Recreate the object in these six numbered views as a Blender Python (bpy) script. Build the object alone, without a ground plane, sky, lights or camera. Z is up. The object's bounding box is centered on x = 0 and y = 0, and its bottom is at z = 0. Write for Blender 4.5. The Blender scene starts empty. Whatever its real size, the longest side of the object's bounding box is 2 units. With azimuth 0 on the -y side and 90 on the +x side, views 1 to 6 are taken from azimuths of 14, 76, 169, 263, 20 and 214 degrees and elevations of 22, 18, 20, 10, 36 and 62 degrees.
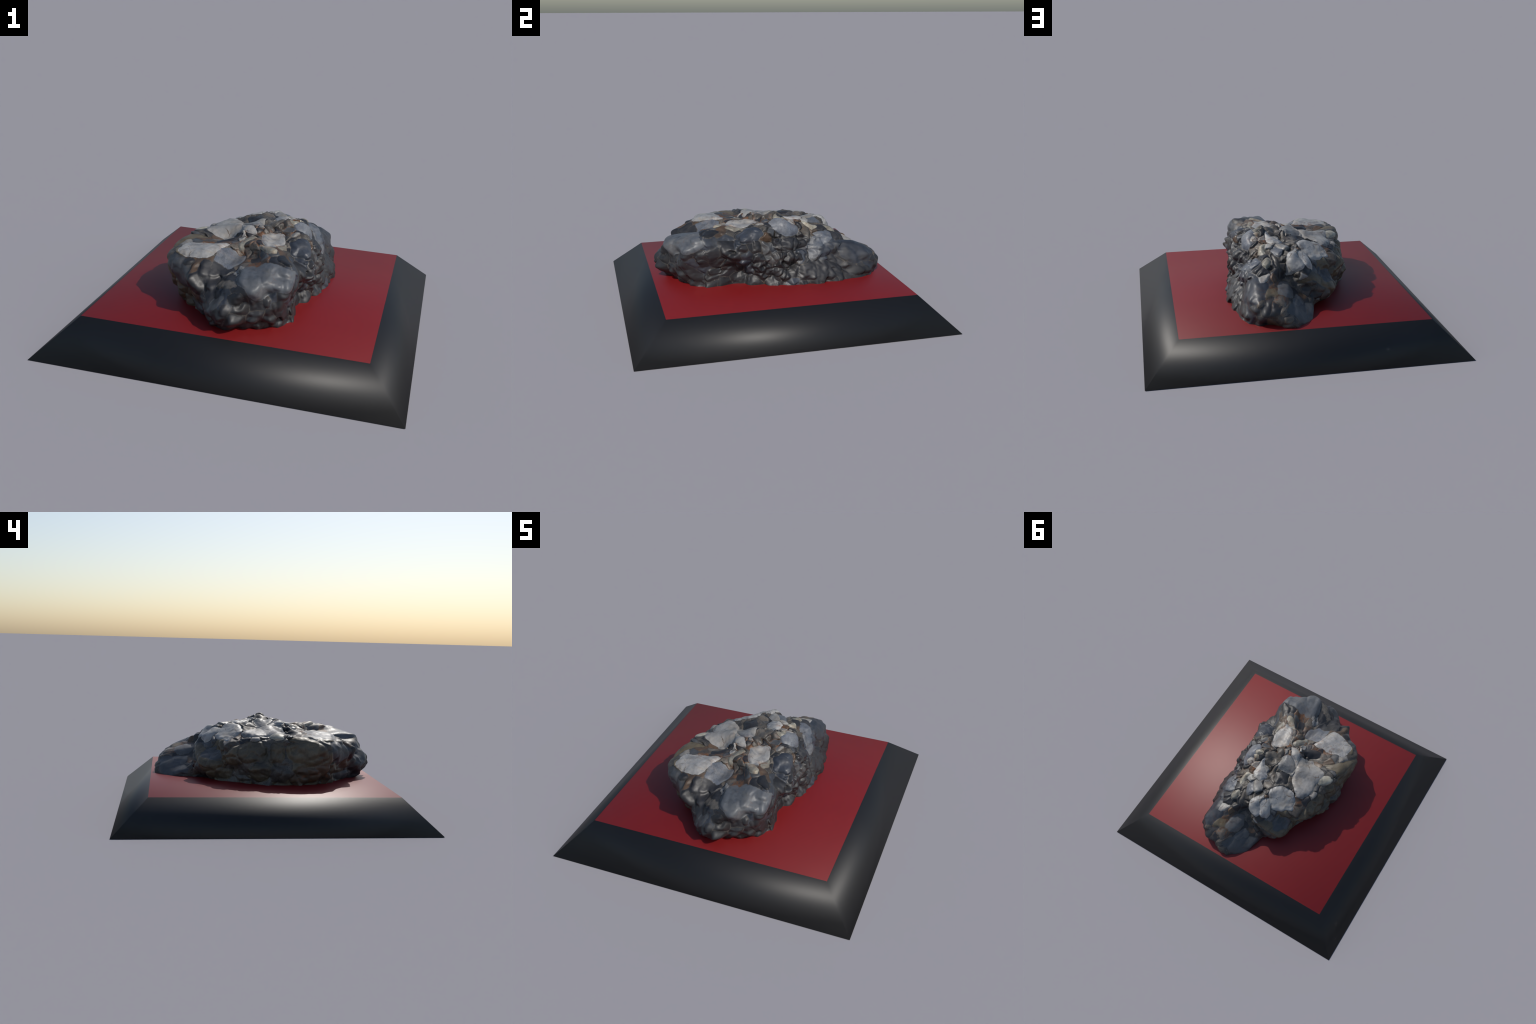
"""A flint conglomerate lump on a black bevelled plinth with a red top panel."""
import bpy, math
import numpy as np

rng = np.random.default_rng(7)
HEART = np.array([0.04, 0.0, 0.33])       # point inside the lump that all its shapes are measured from
PLINTH_TOP = 0.20

# ------------------------------------------------------------------ helpers
def unit(v):
    v = np.asarray(v, float)
    return v / np.linalg.norm(v, axis=-1, keepdims=True)

def toward(az, el):
    a, e = np.radians(az), np.radians(el)
    return np.stack([np.cos(a) * np.cos(e), np.sin(a) * np.cos(e), np.sin(e)], -1)

def hash3(i, j, k, seed):
    n = (i * 374761393 + j * 668265263 + k * 2147483647 + seed * 974711) & 0xFFFFFFFF
    n = ((n ^ (n >> 13)) * 1274126177) & 0xFFFFFFFF
    n = n ^ (n >> 16)
    return (n & 0xFFFF) / 32767.5 - 1.0

TURN = [np.linalg.qr(np.random.default_rng(90 + k).normal(size=(3, 3)))[0] for k in range(5)]

def noise(p, scale, seed=0):
    """smooth value noise, -1..1"""
    q = (p @ TURN[seed % 5]) * scale + 100.0
    i = np.floor(q).astype(np.int64)
    f = q - i
    u = f * f * f * (f * (f * 6 - 15) + 10)
    out = 0.0
    for dx in (0, 1):
        for dy in (0, 1):
            for dz in (0, 1):
                w = (u[:, 0] if dx else 1 - u[:, 0]) * (u[:, 1] if dy else 1 - u[:, 1]) * (u[:, 2] if dz else 1 - u[:, 2])
                out = out + w * hash3(i[:, 0] + dx, i[:, 1] + dy, i[:, 2] + dz, seed)
    return out

def fractal(p, scale, octaves, seed=0, gain=0.5):
    s, a = 0.0, 1.0
    for o in range(octaves):
        s = s + a * noise(p, scale * 2 ** o, seed + o)
        a *= gain
    return s

# ------------------------------------------------------------------ the lump: overall form
# where the foot of the lump meets the panel, anticlockwise from the blunt front end
FOOT = [(-.03, -.655), (.09, -.60), (.24, -.56), (.285, -.525), (.305, -.44), (.295, -.30), (.35, -.175), (.385, -.02),
        (.43, .15), (.43, .25), (.42, .43), (.37, .60), (.30, .68), (.185, .69), (.03, .71), (-.065, .63), (-.09, .48),
        (-.19, .37), (-.28, .25), (-.375, .08), (-.41, -.06), (-.39, -.20), (-.345, -.36), (-.27, -.46), (-.10, -.62)]
# belly, flank, shoulder and crown: how far the surface lies from the heart (cm), all round from +x, at each elevation
GIRTHS = [
    (-4, [35.3, 35.9, 35.8, 38.7, 42.6, 47.2, 52.8, 70.2, 76.4, 75.7, 65.7, 51.7, 52.7, 54.1, 49.7, 42.8, 41.1, 41.9, 44.9, 46.0, 45.2, 48.5, 50.5, 51.9, 55.6, 58.3, 57.4, 58.9, 64.3, 76.7, 75.6, 68.6, 65.4, 57.0, 43.5, 36.7, 34.9, 35.2, 34.1, 32.1]),
    (10, [34.9, 35.5, 35.6, 35.1, 35.1, 38.4, 43.6, 48.2, 52.9, 57.9, 52.7, 42.8, 45.1, 49.3, 50.5, 46.9, 42.2, 41.5, 43.8, 46.3, 46.5, 44.6, 42.8, 42.5, 42.8, 44.6, 47.8, 51.2, 57.5, 61.2, 65.2, 63.0, 60.4, 67.2, 57.1, 60.4, 76.5, 72.2, 66.1, 66.2, 60.3, 48.3, 46.1, 44.8, 39.3, 35.5, 34.5, 34.1]),
    (24, [33.8, 33.3, 32.6, 32.1, 32.7, 34.7, 37.3, 39.7, 42.7, 45.5, 43.8, 43.2, 45.8, 43.7, 43.5, 42.1, 39.8, 39.2, 39.1, 40.7, 40.6, 40.8, 42.4, 42.0, 42.4, 45.8, 47.7, 48.4, 48.4, 49.6, 45.9, 48.8, 49.4, 46.1, 37.3, 36.6, 40.1, 42.3, 52.2, 53.0, 49.5, 39.9, 40.1, 42.7, 40.5, 37.0, 35.5, 34.5]),
    (38, [34.4, 34.0, 34.2, 34.6, 35.0, 35.9, 36.2, 35.7, 36.3, 37.1, 39.1, 36.5, 36.7, 35.6, 35.2, 34.1, 34.9, 33.7, 33.0, 33.3, 33.7, 34.5, 33.0, 29.6, 29.8, 32.9, 34.3, 34.0, 34.3, 36.4, 39.1, 39.0, 36.2, 36.7, 35.4, 35.1, 36.5, 37.3, 36.5, 35.2]),
    (53, [33.1, 33.3, 33.2, 31.5, 30.4, 30.6, 30.1, 29.1, 29.8, 31.3, 31.8, 29.2, 27.5, 28.0, 29.5, 29.6, 28.5, 28.8, 30.7, 30.8, 30.0, 30.3, 29.4, 28.2, 28.4, 29.5, 31.2, 32.6]),
    (70, [31.8, 30.1, 27.8, 26.9, 27.2, 27.4, 26.5, 26.4, 27.3, 28.7, 29.1, 28.9, 27.7, 29.0]),
]
CROWN = 26.0
# tips, corners and notches of single stones, x y z in cm
LANDMARKS = [
    (-10.6, -1.9, 57.3),
    (-27.8, -12.8, 52.6),
    (-8.4, -12.1, 57.2),
    (2.0, 4.2, 61.3),
    (-11.3, -27.8, 53.8),
    (-18.0, -47.5, 51.1),
    (-36.5, -40.1, 51.3),
    (-5.7, -29.9, 53.1),
    (3.3, -20.1, 56.7),
    (0.6, -34.2, 49.5),
    (-8.6, -32.7, 51.2),
    (-14.2, -45.5, 50.6),
    (18.0, -9.3, 57.1),
    (18.5, -36.4, 57.0),
    (7.9, -31.8, 55.4),
    (19.9, -44.7, 54.0),
    (3.9, -49.5, 49.6),
    (15.2, -59.0, 51.1),
    (18.8, -50.6, 55.5),
    (10.0, -43.7, 50.5),
    (-27.8, -18.6, 51.3),
    (14.9, 4.5, 61.8),
    (7.3, 23.4, 56.8),
    (18.5, 2.1, 62.3),
    (24.0, -9.1, 57.9),
    (20.1, 15.8, 57.1),
    (-34.4, -6.0, 53.6),
    (0.6, 72.5, 20.0),
    (11.5, 70.2, 33.3),
    (16.1, -66.1, 40.3),
    (30.7, -60.4, 43.4),
    (33.2, -51.6, 43.4),
    (31.7, -47.2, 50.6),
    (21.0, -64.0, 39.3),
    (4.9, -74.8, 35.4),
    (6.4, -68.5, 39.0),
    (6.1, 74.2, 26.1),
    (11.6, 69.2, 31.6),
    (-1.2, 56.1, 26.9),
    (6.8, 58.3, 32.3),
    (3.4, 52.6, 33.6),
    (16.7, 50.0, 46.5),
    (-10.1, 43.4, 43.5),
    (-5.4, 43.8, 49.0),
    (2.5, 37.3, 56.6),
    (-18.3, 34.0, 47.2),
    (-3.4, 28.5, 57.4),
    (-19.5, 29.4, 49.1),
    (-24.9, 27.5, 47.4),
    (-21.5, 17.7, 53.6),
    (-31.5, 0.5, 51.0),
    (-34.5, -7.0, 53.3),
    (2.6, 29.4, 56.4),
    (13.1, 25.0, 56.9),
    (15.0, 5.0, 61.5),
    (22.0, 0.1, 60.4),
    (23.1, 13.0, 56.8),
    (22.8, 38.7, 49.5),
    (18.5, 46.2, 48.1),
    (23.7, 49.4, 43.7),
    (-2.6, 48.5, 41.6),
    (-11.0, 48.7, 40.6),
    (-27.2, 16.7, 50.3),
]

def form_points():
    d, r, trust = [], [], []
    for v in LANDMARKS:
        v = np.array(v) / 100 - HEART
        d.append(unit(v)); r.append(np.linalg.norm(v)); trust.append(2.0)
    for x, y in FOOT:
        for s, z in ((1.0, 0.205), (0.97, 0.15), (0.6, 0.12)):
            v = np.array([HEART[0] * (1 - s) + x * s, y * s, z]) - HEART
            d.append(unit(v)); r.append(np.linalg.norm(v))
    for el, cm in GIRTHS:
        for n, c in enumerate(cm):
            d.append(toward(n * 360 / len(cm), el)); r.append(c / 100)
    d.append(np.array([0, 0, 1.0])); r.append(CROWN / 100)
    d.append(np.array([0, 0, -1.0])); r.append(0.21)
    trust += [0.8] * (len(d) - len(trust))
    return np.array(d), np.array(r), np.array(trust)

FORM_D, FORM_R, TRUST = form_points()

def _solve():
    n = len(FORM_D)
    k = np.linalg.norm(FORM_D[:, None] - FORM_D[None], axis=-1) ** 3 + np.diag(7e-4 / TRUST)
    p = np.c_[np.ones(n), FORM_D]
    return np.linalg.solve(np.block([[k, p], [p.T, np.zeros((4, 4))]]), np.r_[FORM_R, np.zeros(4)])

WEIGHT = _solve()

# hollows and gullies between the pebbles: (azimuth, elevation), reach in degrees, depth in cm
HOLLOWS = [
    ((-69.0, 15.3), 4.2, 2.6),
    ((90.8, 33.9), 2.6, 4.0),
    ((93.8, 35.6), 2.6, 4.0),
    ((96.9, 40.2), 2.0, 2.0),
    ((40.8, 77.8), 4.5, 2.2),
    ((-133.0, 44.2), 3.5, 2.5),
    ((-138.1, 37.0), 3.5, 2.0),
    ((-92.1, 13.9), 2.4, 4.0),
    ((-95.6, 15.5), 2.6, 4.5),
    ((72.9, 17.2), 2.6, 4.5),
    ((125.1, 52.9), 4.0, 1.5),
    ((-79.6, 21.2), 5.0, 1.5),
    ((-91.3, 13.5), 2.5, 3.0),
    ((-100.4, 2.6), 4.0, 3.0),
    ((-74.8, 8.2), 2.5, 2.0),
    ((-19.3, 66.6), 3.0, 1.5),
]

def form(d):
    """distance of the lump's surface from its heart, in each direction d"""
    out = np.empty(len(d))
    for s in range(0, len(d), 20000):
        q = d[s:s + 20000]
        k = np.maximum(2 - 2 * q @ FORM_D.T, 0) ** 1.5
        out[s:s + 20000] = k @ WEIGHT[:-4] + np.c_[np.ones(len(q)), q] @ WEIGHT[-4:]
    for (az, el), reach, cm in HOLLOWS:
        ang = np.degrees(np.arccos(np.clip(d @ toward(az, el), -1, 1)))
        out -= cm / 100 * np.exp(-(ang / reach) ** 2)
    return out

# ------------------------------------------------------------------ materials
def material(name, rough=0.45, spec=0.5):
    m = bpy.data.materials.new(name)
    m.use_nodes = True
    t = m.node_tree
    b = t.nodes["Principled BSDF"]
    b.inputs["Roughness"].default_value = rough
    b.inputs["Specular IOR Level"].default_value = spec
    return m, t, b

class Net:
    def __init__(self, t):
        self.t = t
        self.co = t.nodes.new("ShaderNodeTexCoord").outputs["Object"]
    def node(self, kind, **kw):
        n = self.t.nodes.new(kind)
        for k, v in kw.items():
            setattr(n, k, v)
        return n
    def put(self, sock, v):
        if hasattr(v, "is_output"):
            self.t.links.new(v, sock)
        else:
            sock.default_value = v
    def noise(self, scale, detail=4, rough=0.55, distortion=0.0, co=None):
        n = self.node("ShaderNodeTexNoise")
        self.put(n.inputs["Vector"], co or self.co)
        n.inputs["Scale"].default_value, n.inputs["Detail"].default_value = scale, detail
        n.inputs["Roughness"].default_value, n.inputs["Distortion"].default_value = rough, distortion
        return n.outputs["Fac"]
    def moved(self, scale, rot=(0, 0, 0), loc=(0, 0, 0)):
        n = self.node("ShaderNodeMapping")
        self.put(n.inputs["Vector"], self.co)
        n.inputs["Scale"].default_value, n.inputs["Rotation"].default_value, n.inputs["Location"].default_value = scale, rot, loc
        return n.outputs[0]
    def ramp(self, fac, a, b, lo=0.0, hi=1.0):
        n = self.node("ShaderNodeMapRange")
        n.interpolation_type = "SMOOTHSTEP"
        self.put(n.inputs["Value"], fac)
        for k, v in zip(("From Min", "From Max", "To Min", "To Max"), (a, b, lo, hi)):
            self.put(n.inputs[k], v)
        return n.outputs[0]
    def math(self, op, a, b=0.0):
        n = self.node("ShaderNodeMath", operation=op)
        self.put(n.inputs[0], a); self.put(n.inputs[1], b)
        return n.outputs[0]
    def mix(self, fac, a, b, blend="MIX"):
        n = self.node("ShaderNodeMix", data_type="RGBA", blend_type=blend)
        self.put(n.inputs[0], fac)
        self.put(n.inputs[6], a if hasattr(a, "is_output") else (*a, 1))
        self.put(n.inputs[7], b if hasattr(b, "is_output") else (*b, 1))
        return n.outputs[2]
    def grey(self, v):
        n = self.node("ShaderNodeCombineColor")
        for k in range(3):
            self.put(n.inputs[k], v)
        return n.outputs[0]
    def spot(self, where, radius):
        """1 near a place on the lump, fading out at the radius"""
        n = self.node("ShaderNodeVectorMath", operation="DISTANCE")
        self.put(n.inputs[0], self.co)
        n.inputs[1].default_value = where
        return self.ramp(n.outputs["Value"], radius, radius * 0.4)
    def bump(self, h, strength, distance, bsdf):
        n = self.node("ShaderNodeBump")
        n.inputs["Strength"].default_value, n.inputs["Distance"].default_value = strength, distance
        self.put(n.inputs["Height"], h)
        self.t.links.new(n.outputs[0], bsdf.inputs["Normal"])

# iron stains gather at these places of the top
IRON = [((-0.02, -0.24, 0.55), 0.17), ((0.06, -0.11, 0.60), 0.11), ((0.11, -0.27, 0.57), 0.13), ((0.20, 0.16, 0.58), 0.12),
        ((-0.19, -0.30, 0.52), 0.14), ((0.10, -0.42, 0.50), 0.13), ((0.19, -0.06, 0.60), 0.10), ((0.20, 0.62, 0.42), 0.18),
        ((-0.24, 0.18, 0.45), 0.12), ((-0.30, -0.40, 0.28), 0.16), ((-0.36, -0.25, 0.30), 0.14)]

def iron_mask(n):
    total = 0.0
    for where, radius in IRON:
        total = n.math("MAXIMUM", total, n.spot(where, radius)) if hasattr(total, "is_output") else n.spot(where, radius)
    return total

def stone(name, colour, second, second_amount=0.5, stain=0.35, veins=0.0, speck=0.0, rough=0.48, iron=(0.16, 0.062, 0.02)):
    m, t, b = material(name, rough)
    n = Net(t)
    info = n.node("ShaderNodeObjectInfo")
    big = n.noise(9, 5, 0.6, 0.6)
    col = n.mix(n.ramp(big, 0.5 - 0.22 * second_amount, 0.5 + 0.4 - 0.25 * second_amount), colour, second)
    smoke = n.ramp(n.noise(13, 4, 0.55, 0.9, n.moved((1, 1, 1), (0.4, 0.1, 0.9), (7, 3, 2))), 0.50, 0.70)
    col = n.mix(n.math("MULTIPLY", smoke, 0.55), col, n.mix(1.0, col, (0.36, 0.40, 0.47), "MULTIPLY"))
    streak = n.noise(30, 4, 0.6, 0.3, n.moved((1, 0.25, 0.6), (0.3, 0.2, 0.6)))
    col = n.mix(1.0, col, n.grey(n.ramp(streak, 0.25, 0.75, 0.82, 1.16)), "MULTIPLY")
    col = n.mix(1.0, col, n.grey(n.ramp(info.outputs["Random"], 0, 1, 0.8, 1.18)), "MULTIPLY")
    if speck:
        fine = n.noise(140, 2, 0.5)
        col = n.mix(n.math("MULTIPLY", n.ramp(fine, 0.56, 0.66), speck), col, tuple(c * 0.3 for c in colour))
    tan = n.ramp(n.noise(10, 4, 0.6, 0.7, n.moved((1, 1, 1), (0.2, 0.9, 0.1), (2, 8, 5))), 0.48, 0.68)
    col = n.mix(n.math("MULTIPLY", tan, 0.32), col, n.mix(1.0, col, (1.0, 0.80, 0.56), "MULTIPLY"))
    near = iron_mask(n)
    patch = n.ramp(n.noise(22, 5, 0.65, 0.8), 0.50, 0.68)
    rust = n.math("MULTIPLY", n.math("MULTIPLY", patch, near), stain)
    rare = n.math("MULTIPLY", n.ramp(n.noise(30, 4, 0.6, 0.5, n.moved((1, 1, 1), (0, 0, 0), (3, 1, 2))), 0.62, 0.75), stain * 0.6)
    col = n.mix(n.math("MAXIMUM", rust, rare), col, iron)
    if veins:
        v = n.node("ShaderNodeTexVoronoi", feature="DISTANCE_TO_EDGE")
        bent = n.node("ShaderNodeMix", data_type="VECTOR")
        nz = n.node("ShaderNodeTexNoise")
        n.put(nz.inputs["Vector"], n.co); nz.inputs["Scale"].default_value = 14
        bent.inputs[0].default_value = 0.07
        n.put(bent.inputs[4], n.co); n.put(bent.inputs[5], nz.outputs["Color"])
        n.put(v.inputs["Vector"], bent.outputs[1]); v.inputs["Scale"].default_value = 8.5
        line = n.ramp(v.outputs["Distance"], 0.022, 0.004)
        broken = n.ramp(n.noise(11, 3), 0.45, 0.6)
        col = n.mix(n.math("MULTIPLY", n.math("MULTIPLY", line, broken), veins), col, (0.075, 0.045, 0.025))
    t.links.new(col, b.inputs["Base Color"])
    t.links.new(n.ramp(n.noise(40, 3), 0.3, 0.7, rough - 0.05, rough + 0.08), b.inputs["Roughness"])
    n.bump(n.noise(55, 5, 0.6), 0.12, 0.005, b)
    return m

STONE = {
    "white":    stone("white_flint", (0.318, 0.310, 0.293), (0.205, 0.212, 0.22), 0.45, 0.5, veins=0.8),
    "pale":     stone("pale_grey_flint", (0.235, 0.23, 0.215), (0.16, 0.17, 0.185), 0.5, 0.5, veins=0.5, speck=0.3),
    "cream":    stone("cream_flint", (0.29, 0.275, 0.225), (0.16, 0.145, 0.115), 0.5, 0.8, veins=0.4),
    "taupe":    stone("taupe_sandstone", (0.11, 0.097, 0.080), (0.05, 0.046, 0.042), 0.6, 0.5, speck=0.7),
    "blue":     stone("blue_grey_flint", (0.105, 0.119, 0.142), (0.18, 0.182, 0.185), 0.35, 0.4, speck=0.4),
    "bluepale": stone("slate_blue_flint", (0.088, 0.096, 0.107), (0.165, 0.168, 0.168), 0.4, 0.35, veins=0.3),
    "greyblue": stone("grey_flint", (0.076, 0.079, 0.082), (0.115, 0.115, 0.114), 0.4, 0.25, veins=0.5),
    "slate":    stone("slate_grey_flint", (0.055, 0.059, 0.064), (0.085, 0.087, 0.088), 0.5, 0.25, veins=0.4),
    "bluedark": stone("shade_darkened_blue_flint", (0.031, 0.037, 0.049), (0.054, 0.059, 0.066), 0.35, 0.15, rough=0.48),  # blue-grey flint, base colour lowered to carry the +x flank's baked shade
    "dark":     stone("dark_flint", (0.017, 0.0175, 0.0200), (0.030, 0.030, 0.031), 0.35, 0.12, rough=0.48),  # near-black: the scan's shading of the +x side is put into this colour
    "olive":    stone("olive_cobble", (0.115, 0.094, 0.060), (0.055, 0.048, 0.036), 0.55, 0.5, speck=0.3, iron=(0.10, 0.05, 0.02)),
    "rust":     stone("rusty_cobble", (0.085, 0.054, 0.033), (0.05, 0.042, 0.034), 0.5, 0.8),
}

def matrix_material():
    m, t, b = material("iron_stained_matrix", 0.55)
    n = Net(t)
    col = n.mix(n.ramp(n.noise(14, 6, 0.65, 0.4), 0.4, 0.62), (0.030, 0.029, 0.028), (0.066, 0.057, 0.046))
    grit = n.noise(120, 3, 0.6)
    col = n.mix(n.ramp(grit, 0.58, 0.7), col, (0.13, 0.12, 0.105))
    near = iron_mask(n)
    patch = n.ramp(n.noise(20, 5, 0.65, 0.7), 0.40, 0.6)
    col = n.mix(n.math("MULTIPLY", n.math("MULTIPLY", patch, near), 0.85), col, (0.13, 0.054, 0.019))
    rare = n.ramp(n.noise(12, 5, 0.65, 0.6, n.moved((1, 1, 1), (0, 0, 0), (5, 2, 1))), 0.62, 0.72)
    col = n.mix(n.math("MULTIPLY", rare, 0.5), col, (0.085, 0.045, 0.022))
    t.links.new(col, b.inputs["Base Color"])
    n.bump(n.noise(90, 5, 0.65), 0.3, 0.006, b)
    return m

MATRIX = matrix_material()

def plain(name, colour, rough):
    m, t, b = material(name, rough)
    n = Net(t)
    col = n.mix(n.ramp(n.noise(3, 3), 0.3, 0.7), tuple(c * 0.97 for c in colour), tuple(c * 1.03 for c in colour))
    t.links.new(col, b.inputs["Base Color"])
    return m

BLACK = plain("black_lacquer", (0.0050, 0.0050, 0.0055), 0.5)
RED = plain("red_lacquer", (0.163, 0.0040, 0.0050), 0.5)

# ------------------------------------------------------------------ objects
def empty(name, label, category, at=(0, 0, 0)):
    o = bpy.data.objects.new(name, None)
    o["label"], o["category"] = label, category
    o.location = at
    bpy.context.scene.collection.objects.link(o)
    return o

def mesh_object(name, verts, faces, mat, parent, normals=None):
    me = bpy.data.meshes.new(name)
    verts = np.asarray(verts, np.float32)
    if isinstance(faces, np.ndarray):
        k = faces.shape[1]
        me.vertices.add(len(verts)); me.vertices.foreach_set("co", verts.ravel())
        me.loops.add(faces.size); me.loops.foreach_set("vertex_index", faces.astype(np.int32).ravel())
        me.polygons.add(len(faces)); me.polygons.foreach_set("loop_start", np.arange(0, faces.size, k, dtype=np.int32))
        me.update(calc_edges=True)
    else:
        me.from_pydata(verts.tolist(), [], faces)
    me.polygons.foreach_set("use_smooth", np.ones(len(me.polygons), bool))
    me.materials.append(mat)
    if normals is not None:
        me.normals_split_custom_set_from_vertices(normals)
    o = bpy.data.objects.new(name, me)
    bpy.context.scene.collection.objects.link(o)
    o.parent = parent
    return o

# ------------------------------------------------------------------ plinth
def build_plinth():
    root = empty("display_plinth", "square black bevelled display plinth with a red top panel", "display stand")
    low, high, top = 1.0, 0.787, PLINTH_TOP
    slope = unit([top, 0, low - high])
    # shading normals of a soft, pillow-like lacquer coat: level out at the foot, gently tilted at the rim of the panel
    tilt = 0.326
    steps, along = 16, 24
    verts, faces, normals = [], [], []
    for side in range(4):
        c, s = [(1, 0), (0, 1), (-1, 0), (0, -1)][side]
        base = len(verts)
        for i in range(steps + 1):
            f = i / steps
            half, z = low + (high - low) * f, top * f
            for j in range(along + 1):
                v = -1 + 2 * j / along
                p = np.array([half, half * v, z])
                up = np.array([tilt, tilt * v, 1.0]); up /= np.linalg.norm([tilt, tilt, 1.0])
                out = np.array([0.707, 0.707 * v, 0.0])
                nn = out * (1 - f) + up * f
                verts.append((c * p[0] - s * p[1], s * p[0] + c * p[1], p[2]))
                normals.append(unit([c * nn[0] - s * nn[1], s * nn[0] + c * nn[1], nn[2]]))
        for i in range(steps):
            for j in range(along):
                a = base + i * (along + 1) + j
                faces.append((a, a + 1, a + along + 2, a + along + 1))
    base = len(verts)
    for x, y in ((-1, -1), (-1, 1), (1, 1), (1, -1)):
        verts.append((x * low, y * low, 0.0)); normals.append((0, 0, -1))
    faces.append((base, base + 1, base + 2, base + 3))
    mesh_object("frame", verts, faces, BLACK, root, [tuple(n) for n in normals])
    # the panel: a plate let into the frame
    g = 24
    verts, faces, normals = [], [], []
    for i in range(g + 1):
        for j in range(g + 1):
            u, v = -1 + 2 * i / g, -1 + 2 * j / g
            verts.append((u * high, v * high, top))
            normals.append(tuple(unit([tilt * u, tilt * v, 1.0 + 0.04 * (2 - abs(u) - abs(v))])))
    for i in range(g):
        for j in range(g):
            a = i * (g + 1) + j
            faces.append((a, a + g + 1, a + g + 2, a + 1))
    b = len(verts)
    ring = [(-1, -1), (1, -1), (1, 1), (-1, 1)]
    for z in (top, top - 0.012):
        for x, y in ring:
            verts.append((x * high, y * high, z)); normals.append(tuple(unit([x, y, 0])))
    for k in range(4):
        faces.append((b + k, b + 4 + k, b + 4 + (k + 1) % 4, b + (k + 1) % 4))
    for x, y in ring:
        verts.append((x * high, y * high, top - 0.012)); normals.append((0, 0, -1))
    faces.append((b + 11, b + 10, b + 9, b + 8))
    mesh_object("panel", verts, faces, RED, root, normals)

# ------------------------------------------------------------------ the stones of the lump
PEBBLES = []

def pebble(kind, swell_cm, corners):
    """a stone of the lump: its kind, how far it swells out, and its corners as (azimuth, elevation) seen from the heart"""
    PEBBLES.append((kind, swell_cm / 100, toward(*np.array(corners, float).T)))

pebble("white", 1.0, [(-136.3, 54.2), (-142.1, 33.5), (-161.6, 30.9), (-179.3, 28.7), (161.9, 27.3), (151.6, 26.7), (145.5, 31.7), (149.8, 46.0), (-179.8, 58.6)])
pebble("white", 0.5, [(-97.2, 57.6), (-113.5, 55.5), (-135.3, 56.2), (-163.1, 57.2), (-171.3, 60.0), (-152.4, 64.8), (-127.9, 69.5)])
pebble("pale", 1.1, [(-113.0, 75.5), (-137.1, 69.1), (-155.8, 64.0), (179.4, 59.3), (160.4, 57.8), (140.2, 65.4), (108.6, 73.8), (127.8, 84.2), (-110.8, 82.4)])
pebble("white", 1.3, [(129.7, 46.7), (143.7, 35.9), (143.6, 30.2), (139.8, 24.8), (136.2, 19.8), (129.2, 21.5), (123.6, 20.0), (114.6, 22.1), (111.4, 27.5), (105.1, 37.9), (107.5, 43.9), (116.3, 46.8)])
pebble("white", 1.2, [(24.2, 67.7), (51.7, 63.5), (88.7, 52.5), (81.2, 46.7), (67.6, 44.5), (57.2, 48.1), (41.1, 58.3)])
pebble("pale", 1.4, [(71.3, 42.5), (82.3, 46.0), (94.7, 37.8), (87.8, 35.0), (80.4, 34.8)])
pebble("blue", 0.8, [(68.8, 34.1), (72.1, 42.2), (85.7, 35.0), (79.4, 26.3)])
pebble("white", 1.4, [(86.4, 19.6), (87.7, 30.3), (94.8, 33.2), (99.2, 26.0), (101.9, 17.8), (86.3, 10.6)])
pebble("white", 1.0, [(97.6, 31.9), (107.1, 33.2), (110.9, 26.8), (110.8, 17.2), (108.7, 13.6), (103.4, 17.1)])
pebble("pale", 0.5, [(53.2, 63.1), (65.4, 66.6), (79.9, 65.9), (80.1, 58.1), (69.2, 60.1)])
pebble("taupe", 0.9, [(84.6, 57.7), (94.0, 74.5), (116.6, 78.2), (106.9, 67.7), (111.5, 52.1), (108.0, 49.0), (91.8, 52.5)])
pebble("dark", 0.6, [(104.8, 63.9), (131.3, 65.3), (155.2, 58.5), (139.0, 49.1), (124.7, 49.7), (110.5, 51.2)])
pebble("taupe", 0.5, [(90.6, 46.9), (108.0, 49.0), (110.5, 45.8), (103.4, 40.9), (94.8, 40.3)])
pebble("taupe", 0.2, [(7.7, 68.8), (-38.9, 73.4), (139.4, 88.0), (89.6, 76.7), (55.9, 67.2), (24.0, 68.1)])
pebble("taupe", 0.6, [(-50.2, 68.4), (-66.6, 61.7), (-80.9, 70.8), (-102.4, 77.8), (-98.6, 87.7), (-47.5, 79.0)])
pebble("white", 1.2, [(-32.3, 58.2), (-50.0, 41.3), (-62.1, 36.6), (-68.3, 35.4), (-77.9, 36.6), (-81.7, 41.5), (-83.9, 48.2), (-85.6, 57.2), (-60.5, 62.3)])
pebble("cream", 1.0, [(-92.7, 50.7), (-93.9, 46.3), (-103.2, 40.5), (-100.8, 25.6), (-109.6, 34.7), (-112.9, 39.1), (-107.3, 47.7), (-98.7, 52.0)])
pebble("blue", 1.0, [(-96.2, 25.8), (-95.1, 23.6), (-96.3, 18.8), (-101.4, 15.0), (-111.4, 18.5), (-113.7, 22.8), (-116.7, 27.6), (-112.0, 29.5), (-102.9, 24.2)])
pebble("white", 1.3, [(-118.9, 33.5), (-115.6, 24.7), (-114.6, 19.4), (-117.3, 18.4), (-122.1, 17.6), (-128.3, 16.0), (-135.6, 17.3), (-141.1, 19.1), (-142.0, 21.1), (-138.1, 23.6), (-131.3, 27.0)])
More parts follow.
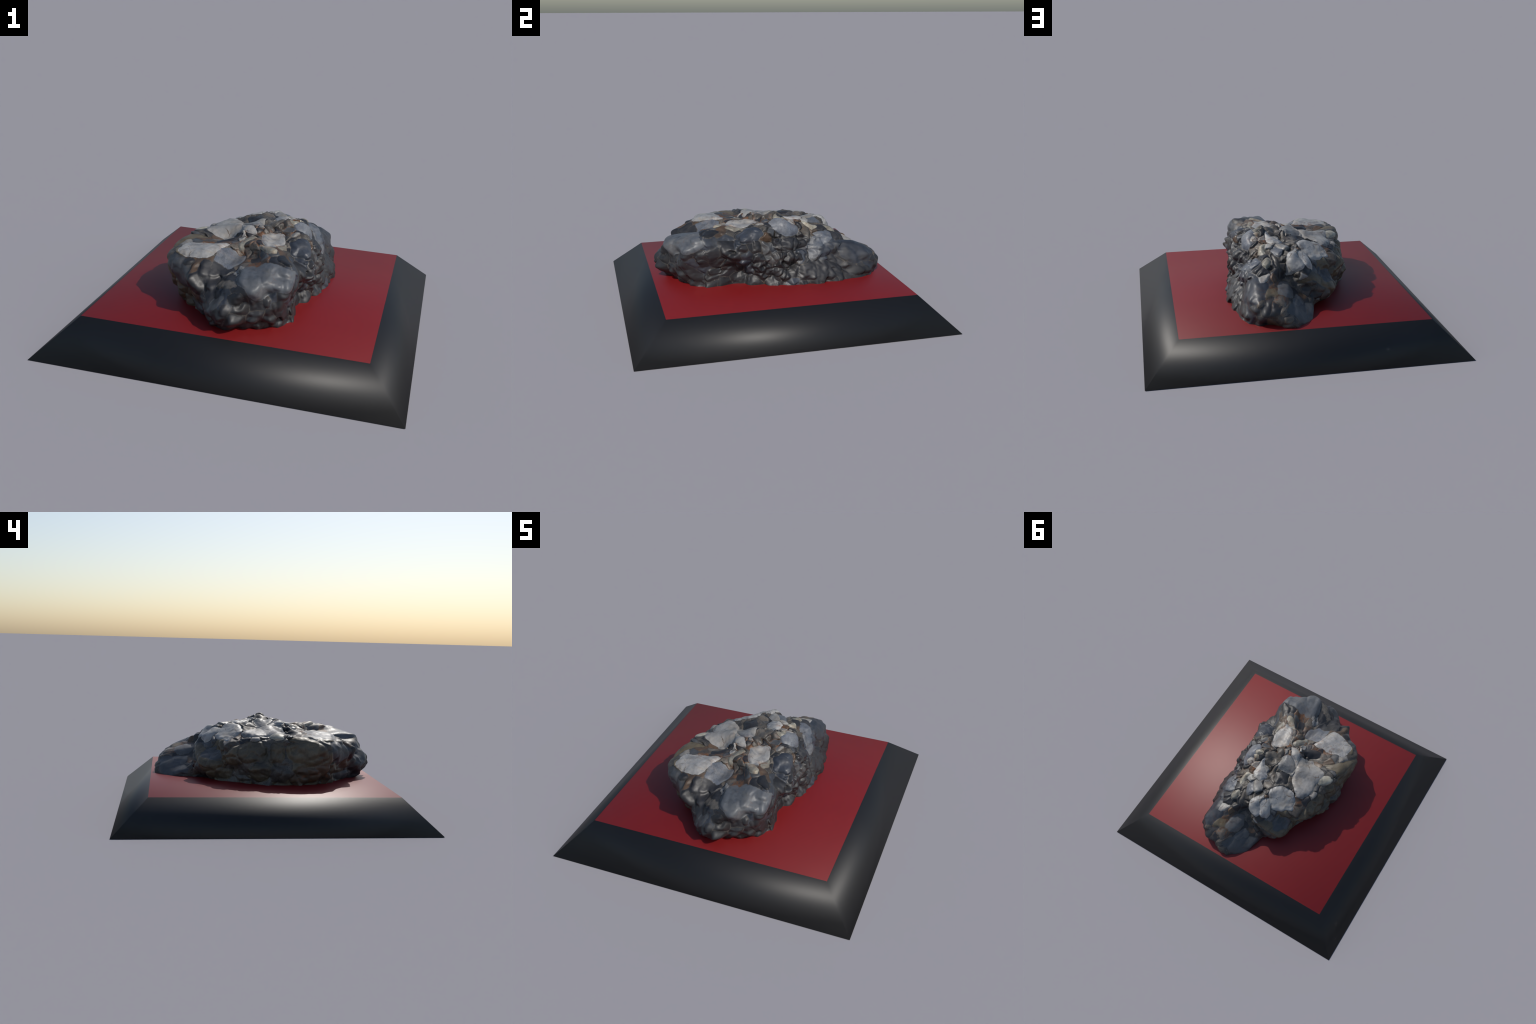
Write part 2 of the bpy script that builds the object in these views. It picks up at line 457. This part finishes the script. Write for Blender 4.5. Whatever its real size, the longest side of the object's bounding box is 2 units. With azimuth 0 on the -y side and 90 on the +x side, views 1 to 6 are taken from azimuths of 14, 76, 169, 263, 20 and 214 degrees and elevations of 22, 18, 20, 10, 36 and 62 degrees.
pebble("cream", 1.4, [(-68.9, 28.6), (-73.9, 29.9), (-77.9, 30.8), (-84.9, 36.2), (-79.2, 36.0), (-70.7, 34.4), (-68.1, 31.8)])
pebble("cream", 0.8, [(-51.3, 39.4), (-56.2, 31.5), (-62.9, 32.6), (-65.5, 35.6), (-60.8, 38.8)])
pebble("pale", 0.9, [(-19.0, 46.8), (-26.3, 46.0), (-33.6, 46.2), (-31.2, 49.2), (-21.2, 50.6)])
pebble("cream", 0.9, [(16.0, 49.5), (5.6, 53.5), (2.0, 58.8), (11.1, 65.5), (17.5, 60.6), (19.3, 56.0)])
pebble("cream", 0.6, [(18.8, 51.8), (19.0, 58.3), (27.2, 57.4), (30.0, 53.3)])
pebble("white", 0.8, [(30.9, 37.3), (25.4, 44.6), (21.0, 50.2), (33.3, 52.0), (39.4, 46.3)])
pebble("cream", 0.9, [(53.4, 28.9), (51.9, 38.4), (56.9, 44.0), (59.2, 39.5), (62.6, 31.5), (61.9, 29.2)])
pebble("cream", 0.9, [(66.1, 19.6), (64.9, 22.5), (68.3, 25.9), (72.9, 23.8), (70.5, 17.0)])
pebble("blue", 0.9, [(35.2, 1.1), (37.8, 12.7), (45.3, 21.9), (52.5, 21.8), (62.6, 22.1), (62.3, 19.9)])
pebble("taupe", 0.9, [(75.9, 20.9), (74.2, 25.0), (70.8, 29.9), (75.4, 28.5), (80.7, 18.8), (78.4, 18.4)])
pebble("bluepale", 1.2, [(-90.4, 12.5), (-91.7, 12.8), (-90.8, 16.4), (-88.1, 18.7), (-81.5, 19.5), (-77.1, 21.7), (-72.9, 22.7), (-65.7, 19.4), (-59.2, 17.1), (-60.1, 14.8), (-61.7, 11.3), (-65.2, 8.5), (-71.7, 9.5), (-75.1, 6.7), (-77.9, 4.8), (-80.0, 4.9), (-82.3, 7.7), (-85.0, 10.7), (-87.6, 11.4)])
pebble("dark", 0.9, [(-60.0, 19.8), (-65.1, 21.4), (-68.7, 23.1), (-66.8, 26.7), (-62.7, 27.2)])
pebble("taupe", 0.9, [(-101.2, 7.2), (-100.1, 9.1), (-95.3, 11.0), (-90.6, 11.4), (-89.2, 10.8), (-91.9, 9.4), (-96.3, 8.2)])
pebble("dark", 0.8, [(-107.0, 4.4), (-104.6, 6.2), (-99.5, 6.6), (-97.2, 5.6), (-97.4, 3.2), (-101.2, 2.5), (-105.9, 2.1)])
pebble("olive", 1.0, [(-151.3, 28.0), (-149.8, 23.4), (-142.1, 11.0), (-153.5, 15.1), (-164.1, 20.2), (-157.2, 23.8)])
pebble("cream", 0.7, [(-175.7, 30.9), (-166.5, 28.6), (-167.8, 22.7), (-173.7, 22.2), (-179.5, 25.6)])
pebble("dark", 0.6, [(-121.7, 51.9), (-122.7, 38.1), (-128.5, 32.4), (-133.6, 30.2), (-140.2, 31.0), (-138.6, 34.2), (-130.3, 43.9)])
pebble("olive", 0.5, [(-129.4, 15.6), (-134.6, 15.8), (-139.8, 15.8), (-139.2, 17.4)])
pebble("dark", 0.8, [(-119.7, 16.1), (-121.6, 10.9), (-130.3, 11.5), (-126.9, 13.7), (-124.3, 16.2)])
pebble("dark", 0.8, [(-102.3, 8.9), (-99.8, 3.8), (-101.9, -2.7), (-107.6, 7.6), (-110.2, 15.4)])
pebble("pale", 0.6, [(-91.6, 19.0), (-93.3, 15.2), (-95.7, 14.5), (-94.6, 17.5)])
pebble("pale", 0.6, [(-91.8, 13.8), (-95.8, 13.7), (-96.1, 14.1)])
pebble("greyblue", 1.8, [(79.3, 4.3), (79.0, 6.3), (80.2, 7.8), (82.9, 7.6), (86.9, 6.0), (88.8, 1.7), (88.2, -0.3), (85.9, 0.9), (82.2, 3.1)])
pebble("slate", 1.6, [(83.3, -2.3), (84.5, -1.1), (94.3, -5.6), (102.6, -8.2), (103.7, -11.3), (100.3, -11.2), (98.9, -14.4), (94.9, -12.3), (90.8, -10.4), (88.3, -5.7), (85.7, -4.3)])
pebble("greyblue", 0.6, [(87.2, -1.7), (88.9, -1.2), (90.1, -0.7), (93.6, -4.6), (91.5, -3.7)])
pebble("greyblue", 0.5, [(90.2, -0.5), (94.0, -3.1), (96.1, -5.7), (94.5, -5.3)])
pebble("taupe", 1.8, [(69.0, -0.5), (68.0, 3.6), (71.4, 2.7), (72.3, 0.7), (70.2, -0.6)])
pebble("taupe", 1.8, [(76.9, 2.3), (81.0, 2.5), (83.0, -0.0), (82.2, -0.9), (79.4, 0.6)])
pebble("olive", 1.8, [(70.1, 4.5), (72.7, 6.2), (77.3, 5.3), (79.2, 3.9), (72.6, 2.6)])
pebble("pale", 1.6, [(66.6, 7.9), (66.0, 11.2), (73.1, 14.1), (71.2, 10.2), (68.9, 7.6)])
pebble("rust", 1.8, [(73.6, 11.3), (75.4, 14.5), (77.9, 10.1), (76.0, 8.6)])
pebble("olive", 1.0, [(93.4, 4.5), (105.2, 13.3), (114.2, 9.1), (123.3, 4.8), (135.2, -1.2), (129.2, -8.1), (123.0, -4.7), (117.4, -1.0), (111.8, 1.9), (105.4, 7.6)])
pebble("greyblue", 0.6, [(109.6, 12.9), (113.6, 17.0), (115.3, 12.3), (112.9, 10.2)])
pebble("greyblue", 0.6, [(115.5, 9.8), (120.6, 13.8), (121.6, 11.1), (118.2, 7.5)])
pebble("olive", 1.2, [(-165.9, 16.5), (-153.7, 18.3), (-144.5, 16.0), (-141.0, 10.0), (-140.9, 4.8), (-145.9, 1.5), (-157.8, 2.4), (-165.1, 5.7)])
pebble("olive", 1.0, [(152.6, 19.5), (172.9, 21.7), (178.0, 14.0), (174.3, 3.6), (155.7, 1.8), (150.4, 9.6)])
pebble("olive", 0.9, [(137.0, 3.3), (150.3, 6.1), (155.6, 0.9), (147.3, -2.2), (138.6, -1.0)])
pebble("olive", 1.0, [(119.4, -2.1), (129.5, -3.3), (141.8, -7.2), (140.9, -15.1), (126.6, -15.3), (120.9, -8.9)])
pebble("slate", 0.8, [(110.5, 4.7), (116.5, 10.6), (129.6, 9.7), (133.5, 2.4), (124.9, -0.9), (115.9, 0.6)])
pebble("olive", 0.9, [(160.7, -2.4), (176.2, 1.9), (-179.3, -2.4), (178.3, -12.5), (169.2, -15.4), (163.5, -9.8)])
pebble("taupe", 0.9, [(-178.4, 0.2), (-165.5, -0.0), (-160.5, -5.7), (-168.6, -13.6), (-178.9, -13.2)])
pebble("rust", 0.8, [(-159.2, -1.6), (-147.8, -0.8), (-141.2, -5.9), (-143.3, -12.5), (-155.1, -12.8)])
pebble("slate", 0.9, [(-135.8, 16.3), (-120.1, 13.4), (-116.7, 7.3), (-117.7, 2.1), (-126.5, -1.2), (-138.8, 7.2)])
pebble("slate", 0.9, [(-123.9, -7.8), (-112.0, -5.9), (-104.4, -7.6), (-103.1, -10.7), (-118.6, -12.3)])
pebble("slate", 0.8, [(-99.0, 3.4), (-93.6, 5.6), (-95.6, 2.1), (-100.7, -3.1), (-103.4, -4.1)])
pebble("taupe", 0.6, [(145.2, -11.0), (155.9, -11.3), (165.3, -13.8), (153.5, -16.8)])
pebble("rust", 0.6, [(-120.6, 1.7), (-110.6, 1.2), (-108.9, -3.9), (-118.9, -3.8)])
pebble("olive", 0.7, [(-179.2, 19.5), (-168.9, 20.1), (-167.3, 9.1), (-170.8, 3.1), (-179.2, 5.5)])
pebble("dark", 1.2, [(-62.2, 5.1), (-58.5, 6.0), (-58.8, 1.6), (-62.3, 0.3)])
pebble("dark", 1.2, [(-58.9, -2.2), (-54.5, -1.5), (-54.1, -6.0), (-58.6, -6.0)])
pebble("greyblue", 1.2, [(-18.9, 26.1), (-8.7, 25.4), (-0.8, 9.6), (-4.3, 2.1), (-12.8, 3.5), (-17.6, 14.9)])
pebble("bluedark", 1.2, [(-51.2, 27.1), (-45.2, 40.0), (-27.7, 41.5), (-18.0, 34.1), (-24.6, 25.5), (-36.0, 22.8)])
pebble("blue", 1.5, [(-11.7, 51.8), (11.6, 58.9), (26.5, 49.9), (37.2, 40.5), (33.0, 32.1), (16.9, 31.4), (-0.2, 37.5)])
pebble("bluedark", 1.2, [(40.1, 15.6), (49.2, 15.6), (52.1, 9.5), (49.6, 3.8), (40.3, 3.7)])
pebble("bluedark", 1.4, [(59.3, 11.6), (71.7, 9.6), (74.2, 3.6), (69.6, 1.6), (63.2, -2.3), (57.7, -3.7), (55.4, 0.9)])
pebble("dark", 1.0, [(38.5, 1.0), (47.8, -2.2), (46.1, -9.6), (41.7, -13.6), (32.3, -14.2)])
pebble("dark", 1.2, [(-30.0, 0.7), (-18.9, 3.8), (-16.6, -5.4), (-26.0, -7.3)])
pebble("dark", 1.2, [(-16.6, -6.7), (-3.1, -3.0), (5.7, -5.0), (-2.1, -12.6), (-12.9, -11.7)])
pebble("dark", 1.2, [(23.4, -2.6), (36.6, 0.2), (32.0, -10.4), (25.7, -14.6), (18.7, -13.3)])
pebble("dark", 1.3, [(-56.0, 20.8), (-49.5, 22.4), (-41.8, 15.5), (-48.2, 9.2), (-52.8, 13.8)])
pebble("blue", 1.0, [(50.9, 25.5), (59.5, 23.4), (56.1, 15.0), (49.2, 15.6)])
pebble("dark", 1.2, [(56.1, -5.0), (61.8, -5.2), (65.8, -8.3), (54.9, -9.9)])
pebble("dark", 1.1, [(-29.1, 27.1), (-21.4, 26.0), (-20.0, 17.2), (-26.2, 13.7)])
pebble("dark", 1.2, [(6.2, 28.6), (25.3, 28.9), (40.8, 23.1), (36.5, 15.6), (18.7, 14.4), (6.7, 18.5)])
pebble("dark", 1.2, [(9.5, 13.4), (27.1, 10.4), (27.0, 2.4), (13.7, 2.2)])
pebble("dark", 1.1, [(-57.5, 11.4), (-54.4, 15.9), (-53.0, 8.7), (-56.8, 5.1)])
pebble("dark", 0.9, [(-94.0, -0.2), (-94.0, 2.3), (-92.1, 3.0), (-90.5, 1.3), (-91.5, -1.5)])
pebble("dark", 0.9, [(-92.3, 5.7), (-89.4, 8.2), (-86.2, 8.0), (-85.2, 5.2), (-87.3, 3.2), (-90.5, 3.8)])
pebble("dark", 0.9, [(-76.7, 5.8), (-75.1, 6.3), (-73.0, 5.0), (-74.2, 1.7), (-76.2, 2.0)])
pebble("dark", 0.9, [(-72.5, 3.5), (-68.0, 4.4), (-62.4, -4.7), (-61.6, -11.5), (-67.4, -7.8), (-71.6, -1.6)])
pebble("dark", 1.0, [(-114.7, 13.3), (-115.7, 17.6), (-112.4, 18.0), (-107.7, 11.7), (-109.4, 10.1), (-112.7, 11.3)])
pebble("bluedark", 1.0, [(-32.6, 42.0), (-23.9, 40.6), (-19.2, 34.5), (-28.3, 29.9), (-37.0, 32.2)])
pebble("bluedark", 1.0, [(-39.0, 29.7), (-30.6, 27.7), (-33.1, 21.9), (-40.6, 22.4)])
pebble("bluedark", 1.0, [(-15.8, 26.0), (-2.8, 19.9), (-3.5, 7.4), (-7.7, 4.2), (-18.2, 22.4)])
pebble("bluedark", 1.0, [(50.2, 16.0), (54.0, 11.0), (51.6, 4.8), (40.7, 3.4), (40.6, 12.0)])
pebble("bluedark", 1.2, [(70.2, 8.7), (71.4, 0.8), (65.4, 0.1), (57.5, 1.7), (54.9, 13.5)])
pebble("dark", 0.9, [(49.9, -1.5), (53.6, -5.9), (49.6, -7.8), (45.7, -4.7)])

def sphere(level):
    """finely divided icosahedron"""
    g = (1 + 5 ** 0.5) / 2
    v = unit([(-1, g, 0), (1, g, 0), (-1, -g, 0), (1, -g, 0), (0, -1, g), (0, 1, g), (0, -1, -g), (0, 1, -g), (g, 0, -1), (g, 0, 1), (-g, 0, -1), (-g, 0, 1)])
    top = [(0, 11, 5), (0, 5, 1), (0, 1, 7), (0, 7, 10), (0, 10, 11), (1, 5, 9), (5, 11, 4), (11, 10, 2), (10, 7, 6), (7, 1, 8)]
    low = [(3, 9, 4), (3, 4, 2), (3, 2, 6), (3, 6, 8), (3, 8, 9), (4, 9, 5), (2, 4, 11), (6, 2, 10), (8, 6, 7), (9, 8, 1)]
    f = np.array(top + low)
    for _ in range(level):
        e = np.sort(np.concatenate([f[:, [0, 1]], f[:, [1, 2]], f[:, [2, 0]]]), 1)
        key, back = np.unique(e[:, 0].astype(np.int64) * len(v) + e[:, 1], return_inverse=True)
        m = unit(v[key // len(v)] + v[key % len(v)])
        n = back.reshape(3, -1) + len(v)
        v = np.concatenate([v, m])
        a, b, c = f.T
        f = np.concatenate([np.stack(t, 1) for t in ((a, n[0], n[2]), (b, n[1], n[0]), (c, n[2], n[1]), (n[0], n[1], n[2]))])
    return v, f

def frame_of(mid):
    e1 = unit(np.cross([0, 0, 1.0] if abs(mid[2]) < 0.9 else [0, 1.0, 0], mid))
    return e1, np.cross(mid, e1)

def plan(c):
    """outline of a stone in the plane that faces its middle, its corners slightly rounded"""
    mid = unit(c.mean(0))
    e1, e2 = frame_of(mid)
    q = np.stack([c @ e1, c @ e2], -1) / (c @ mid)[:, None]
    for _ in range(2):
        nxt = np.roll(q, -1, 0)
        q = np.stack([0.86 * q + 0.14 * nxt, 0.14 * q + 0.86 * nxt], 1).reshape(-1, 2)
    return mid, e1, e2, q

def depth_inside(xy, q):
    """distance to an outline, positive inside"""
    a, b = q, np.roll(q, -1, 0)
    best = np.full(len(xy), 9.0)
    inside = np.zeros(len(xy), bool)
    for p0, p1 in zip(a, b):
        e = p1 - p0
        w = xy - p0
        t = np.clip((w @ e) / max(e @ e, 1e-12), 0, 1)
        best = np.minimum(best, np.hypot(*(w - t[:, None] * e).T))
        cross = (p0[1] > xy[:, 1]) != (p1[1] > xy[:, 1])
        with np.errstate(divide="ignore", invalid="ignore"):
            inside ^= cross & (xy[:, 0] < e[0] * (xy[:, 1] - p0[1]) / e[1] + p0[0])
    return np.where(inside, best, -best)

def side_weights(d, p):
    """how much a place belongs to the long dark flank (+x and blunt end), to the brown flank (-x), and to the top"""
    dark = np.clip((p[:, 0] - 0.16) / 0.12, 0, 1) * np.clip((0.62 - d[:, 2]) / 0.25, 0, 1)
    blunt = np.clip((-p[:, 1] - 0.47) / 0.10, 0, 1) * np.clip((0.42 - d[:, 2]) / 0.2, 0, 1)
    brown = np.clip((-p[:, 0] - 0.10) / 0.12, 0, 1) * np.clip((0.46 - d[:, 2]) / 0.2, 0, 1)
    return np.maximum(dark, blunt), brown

def lesser_stones():
    """seeds of the stones that fill the ground between the large ones, wider apart on the flanks"""
    own = np.random.default_rng(12)
    d = unit(own.normal(size=(5000, 3)))
    p = HEART + d * form(d)[:, None]
    keep = p[:, 2] > 0.19
    d, p = d[keep], p[keep]
    dark, brown = side_weights(d, p)
    gap = 0.040 + 0.024 * dark + 0.040 * brown
    gap *= own.uniform(0.75, 1.3, len(gap))
    for c in PEBBLES:
        mid, e1, e2, q = plan(c[2])
        w = d @ mid
        near = w > 0.5
        deep = depth_inside(np.stack([d[near] @ e1, d[near] @ e2], -1) / w[near, None], q)
        gap[np.where(near)[0][deep > -0.01]] = -1
    chosen = []
    for n in range(len(d)):
        if gap[n] > 0 and all(np.linalg.norm(p[n] - p[m]) > 0.5 * (gap[n] + gap[m]) for m in chosen):
            chosen.append(n)
    return d[chosen], p[chosen], gap[chosen]

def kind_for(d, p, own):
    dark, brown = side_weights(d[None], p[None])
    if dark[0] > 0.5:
        return own.choice(["dark", "dark", "bluedark", "dark"])  # small stones facing this way are tinted dark to paint the flank's shading
    if brown[0] > 0.5:
        return own.choice(["olive", "olive", "taupe", "olive", "rust", "taupe"])
    return own.choice(["taupe", "taupe", "pale", "dark", "matrix", "matrix", "matrix", "rust", "slate", "dark"])

def build_lump():
    root = empty("conglomerate_rock", "rough lump of pale and dark flint fused in rusty matrix", "rock")
    d, faces = sphere(LEVEL)
    r = form(d)
    p = HEART + d * r[:, None]
    dark, brown = side_weights(d, p)
    flank = np.maximum(dark, 0.7 * brown)
    # stone edges wander a little
    sway = np.stack([noise(p, 24, s) + 0.5 * noise(p, 55, s + 9) for s in (1, 2, 3)], -1)
    dq = unit(d + 0.013 * sway / (r[:, None] / 0.4))
    pq = HEART + dq * r[:, None]

    label = np.full(len(d), -1)
    depth = np.full(len(d), -0.3)
    rise = np.zeros(len(d))
    for n, (kind, swell, c) in enumerate(PEBBLES):
        own = np.random.default_rng(1000 + n)
        mid, e1, e2, q = plan(c)
        size = math.sqrt(abs((q[:, 0] * np.roll(q[:, 1], -1) - np.roll(q[:, 0], -1) * q[:, 1]).sum() / 2))
        reach = np.abs(q).max() * 1.5 + 0.1
        near = np.where(dq @ mid > 1 / math.sqrt(1 + reach ** 2))[0]
        w = dq[near] @ mid
        xy = np.stack([dq[near] @ e1, dq[near] @ e2], -1) / w[:, None]
        # a stone seen end-on spreads over a long way: measure in metres across its own middle
        r0 = np.median(r[near][depth_inside(xy, q) > 0]) if (depth_inside(xy, q) > 0).any() else 0.4
        deep = depth_inside(xy, q) * r0
        width = size * r0
        deep = deep + 0.0035          # stones press against each other
        win = deep > depth[near]
        k = near[win]
        depth[k] = deep[win]
        ins = win & (deep > 0)
        k = near[ins]
        label[k] = n
        edge = np.clip(0.42 * width, 0.007, 0.034)
        s = np.clip(deep[ins] / edge, 0, 1)
        dome = (1 - (1 - s) ** 2.2)
        loc = xy[ins] * r0
        h = dome * (0.6 * swell + 0.009)
        lean = own.normal(size=2) * 0.05
        h += dome * np.clip(loc @ lean, -0.012, 0.012)
        for _ in range(own.integers(2, 5)):      # broken facets shave the dome
            a = own.uniform(0, 2 * math.pi)
            along = (loc[:, 0] * math.cos(a) + loc[:, 1] * math.sin(a)) / max(width, 1e-3)
            h -= dome * np.maximum(0, along - own.uniform(0.0, 0.35)) * width * own.uniform(0.02, 0.10)
        rise[k] = h
    # lesser stones between them
    sd, sp, gap = lesser_stones()
    rest = np.where((label < 0) & (p[:, 2] > 0.17))[0]
    d1 = np.full(len(rest), 9.0); d2 = d1.copy(); who = np.zeros(len(rest), int)
    for m in range(len(sp)):
        near = np.where(dq[rest] @ sd[m] > 0.92)[0] if m == 0 or True else None
        dist = np.linalg.norm(pq[rest[near]] - sp[m], axis=1) - 0.25 * gap[m]
        better = dist < d1[near]
        d2[near] = np.where(better, d1[near], np.minimum(d2[near], dist))
        who[near] = np.where(better, m, who[near])
        d1[near] = np.where(better, dist, d1[near])
    own = np.random.default_rng(77)
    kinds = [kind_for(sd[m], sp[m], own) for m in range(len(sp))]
    lift = own.uniform(-0.006, 0.006, len(sp))
    deep = np.minimum((d2 - d1) / 2, -depth[rest])
    soft = flank[rest]
    edge = np.clip((0.30 + 0.25 * soft) * gap[who], 0.006, 0.04)
    s = np.clip(deep / edge, 0, 1)
    dome = (1 - (1 - s) ** 2.2) * (1 - soft) + soft * s * s * (3 - 2 * s)
    loc = pq[rest] - sp[who]
    lean = own.normal(size=(len(sp), 3)) * 0.16
    rise[rest] = dome * (0.008 + 0.010 * soft + lift[who] + np.clip((loc * lean[who]).sum(1), -0.008, 0.008))
    seam = 0.0016 + 0.003 * np.clip(noise(p[rest], 18, 5), 0, 1) * (1 - flank[rest])
    middle = np.zeros(len(sp))
    np.maximum.at(middle, who, deep)
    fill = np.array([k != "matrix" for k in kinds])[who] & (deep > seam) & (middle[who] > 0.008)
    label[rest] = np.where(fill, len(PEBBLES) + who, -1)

    # knobs, folds and pits that run across the stones; strongest on the dark flank
    knob = np.abs(noise(p + 0.02 * sway, 8, 61)) * 2.0 + np.abs(noise(p + 0.01 * sway, 17, 62)) * 1.3
    h = rise - 0.013
    h += (0.0125 * flank + 0.003) * (knob - 0.75)
    h += (0.004 + 0.006 * flank) * noise(p, 7, 64)
    h += 0.0022 * fractal(p, 38, 3, 65) * np.where(label >= 0, 0.4, 1) * (1 - 0.6 * dark)
    pit = np.clip((noise(p + 0.008 * sway, 17, 66) - 0.5) / 0.4, 0, 1)
    h -= 0.025 * pit * (1 - 0.4 * flank) * (label < 0) + 0.028 * pit * pit * flank

    # fuse: neighbours pull at each other
    e = np.concatenate([faces[:, [0, 1]], faces[:, [1, 2]], faces[:, [2, 0]]])
    deg = np.bincount(e[:, 0], minlength=len(d))
    for _ in range(FUSE):
        h = 0.4 * h + 0.6 * np.bincount(e[:, 0], h[e[:, 1]], len(d)) / deg
    sharp = h.copy()
    for _ in range(2 * FUSE):
        h = 0.4 * h + 0.6 * np.bincount(e[:, 0], h[e[:, 1]], len(d)) / deg
    h = sharp + (h - sharp) * flank * np.clip(0.55 + noise(p, 6, 67), 0, 1)

    p = HEART + d * (r + h)[:, None]
    p[:, 2] = np.maximum(p[:, 2], 0.176)

    # one skin, parted into its stones; every part keeps the normals of the whole
    fn = np.cross(p[faces[:, 1]] - p[faces[:, 0]], p[faces[:, 2]] - p[faces[:, 0]])
    vn = np.stack([np.bincount(faces.ravel(), np.repeat(fn[:, k], 3), len(p)) for k in range(3)], -1)
    vn /= np.linalg.norm(vn, axis=1, keepdims=True) + 1e-12
    l3 = label[faces]
    fl = np.where(l3[:, 1] == l3[:, 2], l3[:, 1], l3[:, 0])
    order = np.argsort(fl, kind="stable")
    cuts = np.flatnonzero(np.diff(fl[order])) + 1
    for part in np.split(order, cuts):
        n = fl[part[0]]
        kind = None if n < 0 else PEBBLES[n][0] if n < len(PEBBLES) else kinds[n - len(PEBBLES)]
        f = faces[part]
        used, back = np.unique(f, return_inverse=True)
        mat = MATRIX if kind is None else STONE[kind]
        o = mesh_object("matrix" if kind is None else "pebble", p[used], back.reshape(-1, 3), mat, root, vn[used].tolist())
        if kind is None:
            o["kind"] = "stuff"

LEVEL, FUSE = 8, 5
build_plinth()
build_lump()
